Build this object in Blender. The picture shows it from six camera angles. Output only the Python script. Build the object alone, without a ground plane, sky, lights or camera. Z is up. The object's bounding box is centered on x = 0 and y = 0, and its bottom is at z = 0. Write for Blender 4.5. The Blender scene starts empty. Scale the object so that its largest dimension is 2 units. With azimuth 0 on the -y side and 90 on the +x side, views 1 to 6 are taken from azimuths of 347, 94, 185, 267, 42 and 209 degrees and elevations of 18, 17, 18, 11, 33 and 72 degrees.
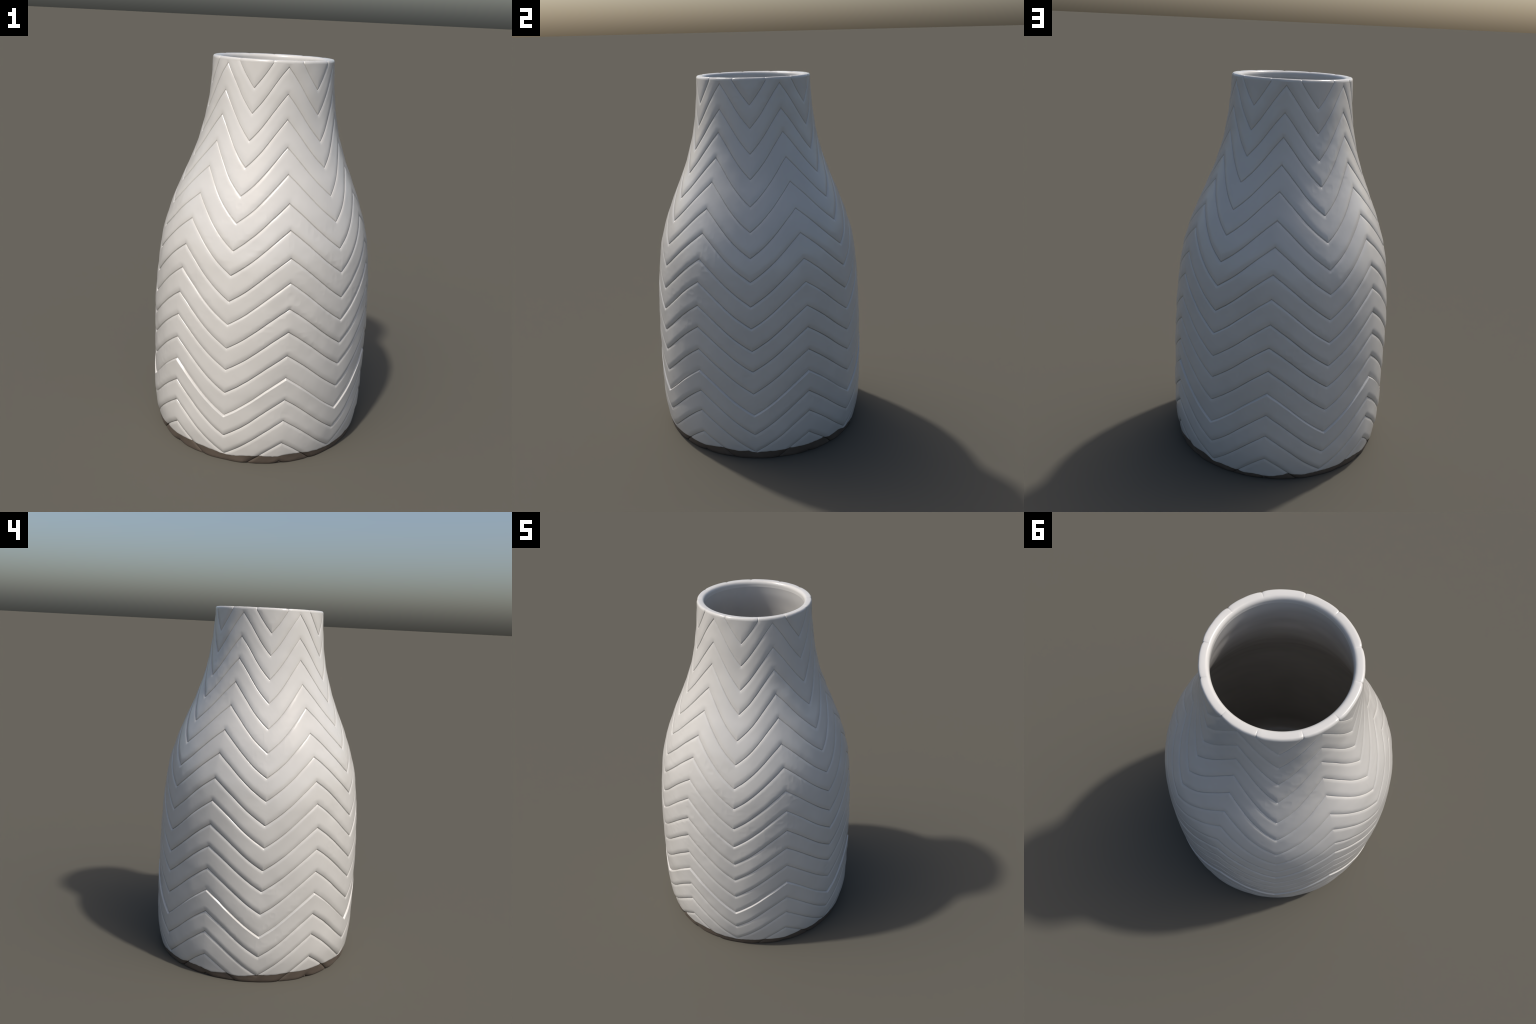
"""White glazed ceramic vase with six-fold carved chevron bands and a bare clay foot."""
import bpy
import numpy as np

COLS = 1440                      # columns round the vase; corners fall on columns
TH = np.arange(COLS) * (2 * np.pi / COLS)
Z_RIM = 1.986                    # where the wall hands over to the rounded lip
Z_TOP = 2.0

# ------------------------------------------------------------------ profile
PROFILE = [  # (z, outer radius)
    (0.000, 0.5555), (0.008, 0.5590), (0.02, 0.5615), (0.05, 0.5670), (0.10, 0.5760),
    (0.15, 0.5822), (0.20, 0.5852), (0.30, 0.5862), (0.40, 0.5868), (0.50, 0.5864),
    (0.60, 0.5855), (0.70, 0.5830), (0.80, 0.5780), (0.90, 0.5705), (1.00, 0.5600),
    (1.10, 0.5440), (1.20, 0.5170), (1.30, 0.4815), (1.40, 0.4400), (1.50, 0.3985),
    (1.60, 0.3635), (1.70, 0.3375), (1.80, 0.3205), (1.90, 0.3100), (2.00, 0.3040),
]


def make_spline(points):
    """Natural cubic spline through control points, as a vectorised function."""
    x = np.array([p[0] for p in points], float)
    y = np.array([p[1] for p in points], float)
    n = len(x)
    h = np.diff(x)
    A = np.eye(n)
    b = np.zeros(n)
    for i in range(1, n - 1):
        A[i, i - 1], A[i, i], A[i, i + 1] = h[i - 1], 2 * (h[i - 1] + h[i]), h[i]
        b[i] = 6 * ((y[i + 1] - y[i]) / h[i] - (y[i] - y[i - 1]) / h[i - 1])
    m = np.linalg.solve(A, b)

    def f(q):
        q = np.clip(q, x[0], x[-1])
        i = np.clip(np.searchsorted(x, q) - 1, 0, n - 2)
        a, c, d = x[i + 1] - q, q - x[i], h[i]
        return (m[i] * a ** 3 + m[i + 1] * c ** 3) / (6 * d) + \
            (y[i] / d - m[i] * d / 6) * a + (y[i + 1] / d - m[i + 1] * d / 6) * c
    return f


radius = make_spline(PROFILE)


# wall thickness from the floor up: heavy belly, thinned neck, full lip
wall_thickness = make_spline([(0.0, 0.046), (0.4, 0.048), (0.8, 0.047), (1.1, 0.043), (1.3, 0.036),
                              (1.5, 0.0265), (1.68, 0.0225), (1.80, 0.0265), (1.90, 0.0365),
                              (1.96, 0.0415), (2.0, 0.0425)])


def profile_normal(z):
    e = 2e-3
    s = (radius(z + e) - radius(z - e)) / (2 * e)
    s = np.clip(s, -1.0, 0.35)
    k = 1 / np.sqrt(1 + s * s)
    return k, -s * k


# ------------------------------------------------------------------ noise
_rng = np.random.default_rng(11)
_perm = np.concatenate([_rng.permutation(256)] * 3)
_val = _rng.uniform(-1, 1, 256)


def noise3(x, y, z):
    """Smooth lattice value noise in about -1..1."""
    xi, yi, zi = (np.floor(v).astype(int) for v in (x, y, z))
    fx, fy, fz = x - xi, y - yi, z - zi
    u, v, w = (f * f * f * (f * (f * 6 - 15) + 10) for f in (fx, fy, fz))

    def g(i, j, k):
        return _val[_perm[_perm[_perm[(xi + i) & 255] + ((yi + j) & 255)] + ((zi + k) & 255)]]
    out = 0
    for i, a in ((0, 1 - u), (1, u)):
        for j, b in ((0, 1 - v), (1, v)):
            for k, c in ((0, 1 - w), (1, w)):
                out = out + a * b * c * g(i, j, k)
    return out


# ------------------------------------------------------------------ chevrons
# each carved line zigzags six times: valley height at 0, 60, ... deg, crest at 30, 90, ...
VALLEYS = [1.867, 1.751, 1.627, 1.506, 1.378, 1.258, 1.132, 1.014, 0.887, 0.769,
           0.645, 0.529, 0.402, 0.276, 0.156, 0.039, -0.092, -0.218]
CRESTS = [2.088, 1.970, 1.846, 1.731, 1.606, 1.486, 1.358, 1.239, 1.112, 0.994,
          0.867, 0.749, 0.625, 0.506, 0.383, 0.265, 0.131, 0.008]
# a few lines are cut with a crisp bevelled ledge instead of a soft roll:
# line -> (bevel share, drop of the band above, rise of the band below)
LEDGES = {13: (1.0, 0.0066, 0.0096), 9: (0.3, 0.0090, 0.0080), 5: (0.15, 0.0100, 0.0075)}
LINES = len(VALLEYS)
SEG = 2 * np.pi / 12
ROLL_OVER = 0.0108        # drop of a band's lower edge into the carved line
ROLL_UNDER = 0.0068       # rise out of the line at the next band's upper edge


def line_height(k, th):
    if k < 0:
        return np.full_like(th, 2.5)
    if k >= LINES:
        return np.full_like(th, -0.5)
    s = np.abs(((th / SEG + 1) % 2) - 1)          # 0 at valleys, 1 at crests
    base = VALLEYS[k] + (CRESTS[k] - VALLEYS[k]) * s
    base = base - 0.0040 * np.sin(2 * np.pi * s)
    r = 7.0
    wob = noise3(r * np.cos(th) + 3.1 * k, r * np.sin(th) + 1.7 * k, base * 4)
    wob2 = noise3(3 * r * np.cos(th) + 5.3 * k, 3 * r * np.sin(th), base * 9)
    return base + 0.0012 * wob + 0.0006 * wob2


def slope_cos(th, z):
    """cosine of a carved line's steepness, to turn heights into widths across the band"""
    rise = 0.226 / SEG / radius(z)
    return 1 / np.sqrt(1 + rise * rise)


def band_relief(k, th, z, z_up, z_dn):
    """Relief of band k (between line k-1 above and line k below)."""
    c = slope_cos(th, z)
    v_up = np.maximum(z_up - z, 0)
    v_dn = np.maximum(z - z_dn, 0)
    # true distance to the zigzag: past an outer corner the corner itself is nearest
    si = np.sqrt(1 - c * c)
    s = np.abs(((th / SEG + 1) % 2) - 1)

    def corner_distance(v, x):
        y = v - x * si / c
        past = x * c - y * si < 0
        return np.where(past, np.hypot(x, y), v * c)
    r = radius(z)
    d_up = corner_distance(v_up, s * SEG * r)
    d_dn = corner_distance(v_dn, (1 - s) * SEG * r)
    t = np.clip(d_up / np.maximum(d_up + d_dn, 1e-6), 0, 1)
    soft = 0.60 + 0.52 * np.clip((1.75 - z) / 0.9, 0, 1)        # shallower on the neck
    x, y = np.cos(th), np.sin(th)
    soft = soft * (1 + 0.25 * noise3(x * 2.5, y * 2.5, z * 3 + 11))

    def edge_levels(line):
        bev, over, under = LEDGES.get(line, (0.0, ROLL_OVER, ROLL_UNDER))
        return over, under, bev
    over, _, _ = edge_levels(k)
    over_prev, under, bev = edge_levels(k - 1)
    # band tilt: lower edge stands proud, upper edge tucks under the band above
    tilt_top = -(over_prev - under) / 2 if k > 0 else 0.0
    _, under_next, _ = edge_levels(k)
    tilt_bot = (over - under_next) / 2
    tilt = tilt_top * (1 - t) ** 1.5 + tilt_bot * t ** 1.5
    # upper edge: gentle rise out of the line, or a flat bevel
    a = 0.52 * np.clip(1 - d_up / 0.017, 0, 1) ** 2.0 + 0.48 * np.clip(1 - d_up / 0.0026, 0, 1) ** 1.3
    flat = np.clip(1 - d_up / 0.0075, 0, 1)
    rise = (1 - bev) * a + bev * flat
    # lower edge: long roll, then a quick drop into the line
    b = 0.60 * np.clip(1 - d_dn / 0.032, 0, 1) ** 2.2 + 0.40 * np.clip(1 - d_dn / 0.0032, 0, 1) ** 1.3
    return soft * (tilt - under * rise - over * b)


def lumps(x, y, z):
    soft = noise3(x * 5 + 9, y * 5, z * 5)
    mid = noise3(x * 14, y * 14 + 4, z * 14)
    small = noise3(x * 30 + 2, y * 30, z * 30 + 7)
    patch = np.clip(noise3(x * 3.2 + 20, y * 3.2, z * 2.4) + 0.35, 0, 1)
    pit = np.clip(small - 0.38, 0, 1)
    return 0.0007 * soft + 0.0010 * mid + patch * (0.0006 * small - 0.0024 * pit)


def wall_point(th, z, rel):
    r = radius(z) + 0.0015 * np.cos(2 * th) * np.exp(-((z - 0.78) / 0.25) ** 2)
    x, y = r * np.cos(th), r * np.sin(th)
    rel = rel + lumps(x, y, z)
    nr, nz = profile_normal(z)
    calm = np.clip((Z_RIM - z) / 0.03, 0, 1) * np.clip(z / 0.03, 0, 1)   # keep ends level
    rr = r + rel * nr
    zz = z + rel * nz * calm
    lean = np.exp(-((z - 0.80) / 0.30) ** 2)             # belly sits slightly off axis
    return np.stack([rr * np.cos(th) - 0.0003 * lean, rr * np.sin(th) - 0.0026 * lean, np.maximum(zz, 0.0)], -1)


# glaze edge: height of the bare-clay border round the foot (degrees, z)
GLAZE = [(-180, .043), (-171, .045), (-164, .050), (-150, .049), (-140, .053), (-130, .051),
         (-124, .043), (-120, .034), (-114, .038), (-106, .051), (-99, .047), (-92, .044),
         (-87, .052), (-79, .048), (-74, .043), (-69, .037), (-60, .030), (-53, .038),
         (-44, .040), (-33, .037), (-26, .042), (-20, .049), (-13, .047), (-9, .041), (-4, .049),
         (0, .034), (3, .044), (12, .047), (20, .050), (28, .051), (40, .056), (44, .046),
         (54, .049), (57, .036), (60, .025), (66, .032), (71, .030), (75, .023), (79, .018),
         (85, .026), (90, .016), (95, .020), (100, .026), (102, .036), (105, .031), (111, .023),
         (118, .026), (123, .029), (132, .032), (138, .038), (147, .040), (154, .028),
         (162, .038), (167, .033), (172, .031), (177, .041), (180, .043)]


def glaze_edge(th):
    deg = (np.degrees(th) + 180) % 360 - 180
    z = np.interp(deg, [g[0] for g in GLAZE], [g[1] for g in GLAZE])
    z = (np.roll(z, 1) + 2 * z + np.roll(z, -1)) / 4
    z = (np.roll(z, 2) + 2 * z + np.roll(z, -2)) / 4
    tooth = noise3(58 * np.cos(th), 58 * np.sin(th), 0 * th + 4.5)
    return z + 0.0018 * noise3(22 * np.cos(th), 22 * np.sin(th), 0 * th + 0.5) + 0.0016 * tooth


# ------------------------------------------------------------------ mesh helpers
ROOT = None


def add_mesh(name, verts, faces, mat, parent, smooth=True):
    me = bpy.data.meshes.new(name)
    quads = [tuple(dict.fromkeys(f)) for f in faces] if not isinstance(faces, np.ndarray) else None
    if quads is not None:
        faces_l = [f for f in quads if len(f) > 2]
        loops = np.concatenate([np.array(f) for f in faces_l])
        tot = np.array([len(f) for f in faces_l])
    else:
        # drop repeated corners of collapsed quads
        f = faces
        nxt = np.roll(f, -1, axis=1)
        keep = f != nxt
        cnt = keep.sum(1)
        ok = cnt > 2
        f, keep, cnt = f[ok], keep[ok], cnt[ok]
        loops = f[keep]
        tot = cnt
    used, inv = np.unique(loops, return_inverse=True)
    verts = np.asarray(verts).reshape(-1, 3)[used]
    loops = inv.astype(np.int32)
    me.vertices.add(len(verts))
    me.vertices.foreach_set("co", verts.astype(np.float32).ravel())
    me.loops.add(len(loops))
    me.loops.foreach_set("vertex_index", loops)
    me.polygons.add(len(tot))
    me.polygons.foreach_set("loop_start", np.concatenate([[0], np.cumsum(tot)[:-1]]).astype(np.int32))
    me.polygons.foreach_set("loop_total", tot.astype(np.int32))
    me.update(calc_edges=True)
    me.validate()
    me.polygons.foreach_set("use_smooth", np.full(len(me.polygons), smooth))
    me.materials.append(mat)
    ob = bpy.data.objects.new(name, me)
    bpy.context.collection.objects.link(ob)
    ob.parent = parent
    return ob


def ring_quads(rows, cols, flip=False):
    """quads of a closed (rows x cols) grid, rows running downwards, outward facing"""
    i, j = np.meshgrid(np.arange(rows - 1), np.arange(cols), indexing="ij")
    j2 = (j + 1) % cols
    q = np.stack([i * cols + j, (i + 1) * cols + j, (i + 1) * cols + j2, i * cols + j2], -1).reshape(-1, 4)
    return q[:, ::-1] if flip else q


T_ROWS = np.array([0, .006, .014, .024, .036, .05, .066, .084, .105, .13, .165, .205, .25, .295,
                   .34, .385, .43, .475, .52, .565, .61, .65, .69, .725, .76, .79, .82, .85, .875,
                   .90, .92, .94, .955, .968, .98, .99, 1.0])


def band_grid(k, lo, hi, inset=None):
    """Vertices of band k between line k-1 and line k, cut to lo(th)..hi(th)."""
    up = line_height(k - 1, TH)
    dn = line_height(k, TH)
    t = T_ROWS if 0 < k < LINES else np.linspace(0, 1, 200)
    if k == 0:
        up = np.full_like(TH, Z_RIM + 0.01)
        t = T_ROWS
    z = up[None, :] + t[:, None] * (dn - up)[None, :]
    if k == 0:
        up_rel = np.full_like(TH, 2.5)
    else:
        up_rel = up
    zc = np.clip(z, lo[None, :], hi[None, :])
    th = np.broadcast_to(TH[None, :], z.shape)
    rel = band_relief(k, th, zc, np.broadcast_to(up_rel, z.shape), np.broadcast_to(dn, z.shape))
    if inset is not None:
        rel = rel + inset(zc)
    v = wall_point(th, zc, rel)
    # collapse everything clipped to one vertex per column
    rows, cols = z.shape
    idx = np.arange(rows * cols).reshape(rows, cols)
    for mask, pick in ((z >= hi[None, :], 'last'), (z <= lo[None, :], 'first')):
        has = mask.any(0)
        tgt = (rows - 1 - np.argmax(mask[::-1], 0)) if pick == 'last' else np.argmax(mask, 0)
        tid = idx[tgt, np.arange(cols)]
        idx = np.where(mask & has[None, :], tid[None, :], idx)
    q = ring_quads(rows, cols)
    q = idx.ravel()[q]
    return v, q


def relief_at(th, z):
    """Relief evaluated anywhere on the wall (one height per column)."""
    out = np.zeros_like(th)
    for k in range(LINES + 1):
        up = line_height(k - 1, th)
        dn = line_height(k, th)
        m = (z <= up) & (z > dn)
        if m.any():
            out[m] = band_relief(k, th[m], z[m], up[m], dn[m])
    return out


# ------------------------------------------------------------------ materials
def new_material(name):
    m = bpy.data.materials.new(name)
    m.use_nodes = True
    nt = m.node_tree
    return m, nt, nt.nodes["Principled BSDF"]


def noise_node(nt, scale, detail, coord):
    n = nt.nodes.new("ShaderNodeTexNoise")
    n.inputs["Scale"].default_value = scale
    n.inputs["Detail"].default_value = detail
    nt.links.new(coord.outputs["Object"], n.inputs["Vector"])
    return n


def ramp(nt, src, stops):
    r = nt.nodes.new("ShaderNodeValToRGB")
    while len(r.color_ramp.elements) < len(stops):
        r.color_ramp.elements.new(0.5)
    for e, (p, c) in zip(r.color_ramp.elements, stops):
        e.position = p
        e.color = (*c, 1)
    nt.links.new(src, r.inputs["Fac"])
    return r


def glaze_material():
    m, nt, b = new_material("white_glaze")
    co = nt.nodes.new("ShaderNodeTexCoord")
    n1 = noise_node(nt, 6.0, 4.0, co)
    r1 = ramp(nt, n1.outputs["Fac"], [(0.3, (0.513, 0.497, 0.467)), (0.7, (0.548, 0.532, 0.502))])
    nt.links.new(r1.outputs["Color"], b.inputs["Base Color"])
    n2 = noise_node(nt, 9.0, 3.0, co)
    mr = nt.nodes.new("ShaderNodeMapRange")
    mr.inputs["To Min"].default_value = 0.17
    mr.inputs["To Max"].default_value = 0.26
    nt.links.new(n2.outputs["Fac"], mr.inputs["Value"])
    nt.links.new(mr.outputs["Result"], b.inputs["Roughness"])
    n3 = noise_node(nt, 55.0, 2.0, co)
    bu = nt.nodes.new("ShaderNodeBump")
    bu.inputs["Strength"].default_value = 0.07
    bu.inputs["Distance"].default_value = 0.004
    nt.links.new(n3.outputs["Fac"], bu.inputs["Height"])
    nt.links.new(bu.outputs["Normal"], b.inputs["Normal"])
    b.inputs["Specular IOR Level"].default_value = 0.5
    return m


def clay_material():
    m, nt, b = new_material("bare_clay")
    co = nt.nodes.new("ShaderNodeTexCoord")
    n1 = noise_node(nt, 14.0, 5.0, co)
    r1 = ramp(nt, n1.outputs["Fac"], [(0.3, (0.080, 0.061, 0.046)), (0.7, (0.104, 0.081, 0.061))])
    nt.links.new(r1.outputs["Color"], b.inputs["Base Color"])
    b.inputs["Roughness"].default_value = 0.7
    n3 = noise_node(nt, 160.0, 3.0, co)
    bu = nt.nodes.new("ShaderNodeBump")
    bu.inputs["Strength"].default_value = 0.15
    bu.inputs["Distance"].default_value = 0.002
    nt.links.new(n3.outputs["Fac"], bu.inputs["Height"])
    nt.links.new(bu.outputs["Normal"], b.inputs["Normal"])
    return m


# ------------------------------------------------------------------ build
def build():
    glaze, clay = glaze_material(), clay_material()
    root = bpy.data.objects.new("vase", None)
    bpy.context.collection.objects.link(root)
    root["label"] = "white glazed bottle vase with carved chevron bands"
    root["category"] = "vase"

    edge = glaze_edge(TH)
    top = np.full_like(TH, Z_RIM)

    # glaze ends in a soft rounded edge over the clay
    def glaze_lip(z):
        d = np.clip((z - edge[None, :]) / 0.004, 0, 1)
        return -0.0016 * (1 - np.sqrt(1 - (1 - d) ** 2))

    for k in range(LINES):
        v, q = band_grid(k, edge, top, glaze_lip)
        add_mesh("chevron_band", v, q, glaze, root)

    # foot of bare clay, the carved lines run on through it
    foot_lo = np.full_like(TH, 0.0)
    vs, qs, off = [], [], 0
    for k in range(13, LINES + 1):
        v, q = band_grid(k, foot_lo, edge, lambda z: -0.0016 + 0 * z)
        vs.append(v.reshape(-1, 3))
        qs.append(q + off)
        off += v.size // 3
    # underside: flat standing ring, shallow recess
    rel0 = relief_at(TH, np.full_like(TH, 0.0)) - 0.0016
    p0 = wall_point(TH, np.zeros_like(TH), rel0)
    rim0 = np.hypot(p0[:, 0], p0[:, 1])
    rows = [p0]
    for r, z in ((0.52, 0.0), (0.50, 0.0), (0.49, 0.004), (0.475, 0.012), (0.25, 0.014), (0.002, 0.014)):
        rows.append(np.stack([r * np.cos(TH), r * np.sin(TH), np.full_like(TH, z)], -1))
    v = np.stack(rows)
    vs.append(v.reshape(-1, 3))
    qs.append(ring_quads(len(rows), COLS) + off)
    add_mesh("foot", np.concatenate(vs), np.concatenate(qs), clay, root)

    # rim: rounded lip from the outer wall over to the inside, notched where lines cross it
    R0 = float(radius(np.array(Z_RIM)))
    lip = [(0.0, 0.0)]                       # (inward, up) from the wall at Z_RIM
    H = Z_TOP - Z_RIM
    for a in np.radians([10, 22, 35, 48, 60, 72, 84]):
        lip.append((0.009 * (1 - np.cos(a)), H * np.sin(a)))
    for s, dz in ((0.014, 0.0), (0.019, -0.0002), (0.026, -0.0008)):
        lip.append((s, H + dz))
    for a in np.radians([12, 26, 40, 54, 68, 80, 90]):
        lip.append((0.026 + 0.015 * np.sin(a), H - 0.001 - 0.018 * (1 - np.cos(a))))
    lip.append((0.0415, H - 0.032))
    rel = relief_at(TH, np.full_like(TH, Z_RIM))
    rows = []
    zz0 = np.full_like(TH, Z_RIM)
    base_l = lumps(R0 * np.cos(TH), R0 * np.sin(TH), zz0)
    for n, (inw, upw) in enumerate(lip):
        f_out = np.clip(1 - inw / 0.010, 0, 1)
        f_top = np.clip(upw / H, 0, 1) * np.clip(1 - (inw - 0.004) / 0.030, 0, 1)
        r = R0 - inw + (rel + base_l) * f_out
        z = Z_RIM + upw + (np.minimum(rel, 0) * 0.75 if inw < 0.036 else 0) * f_top * (upw > 0)
        rows.append(np.stack([r * np.cos(TH), r * np.sin(TH), np.broadcast_to(z, TH.shape)], -1))
    v = np.stack(rows)
    # first row must meet the bands exactly
    v[0] = wall_point(TH, zz0, rel)
    q = ring_quads(len(rows), COLS, flip=True)
    add_mesh("rim", v, q, glaze, root)

    # inner wall and floor
    zi = np.concatenate([np.linspace(Z_RIM + lip[-1][1], 0.17, 110)])
    rin = radius(zi) - wall_thickness(zi)
    inner = [(float(a), float(b)) for a, b in zip(rin, zi)]
    inner[0] = (R0 - lip[-1][0], Z_RIM + lip[-1][1])
    rb = inner[-1][0]
    for a in np.radians([20, 40, 60, 80, 90]):
        inner.append((rb - 0.07 * (1 - np.cos(a)), 0.17 - 0.067 * np.sin(a)))
    inner += [(rb - 0.15, 0.102), (0.2, 0.100), (0.002, 0.100)]
    th = TH
    rows = []
    for n, (r, z) in enumerate(inner):
        x, y = r * np.cos(th), r * np.sin(th)
        zf = np.full_like(th, z)
        w = min(1.0, n / 4) * (1 if r > 0.3 or z > 0.3 else r / 0.3)
        d = w * (0.0016 * noise3(x * 7, y * 7, zf * 16 + 3) + 0.0004 * noise3(x * 9, y * 9, zf * 60))
        rr = r + d
        rows.append(np.stack([rr * np.cos(th), rr * np.sin(th), zf], -1))
    v = np.stack(rows)
    add_mesh("inner_wall", v, ring_quads(len(rows), len(th), flip=True), glaze, root)


build()
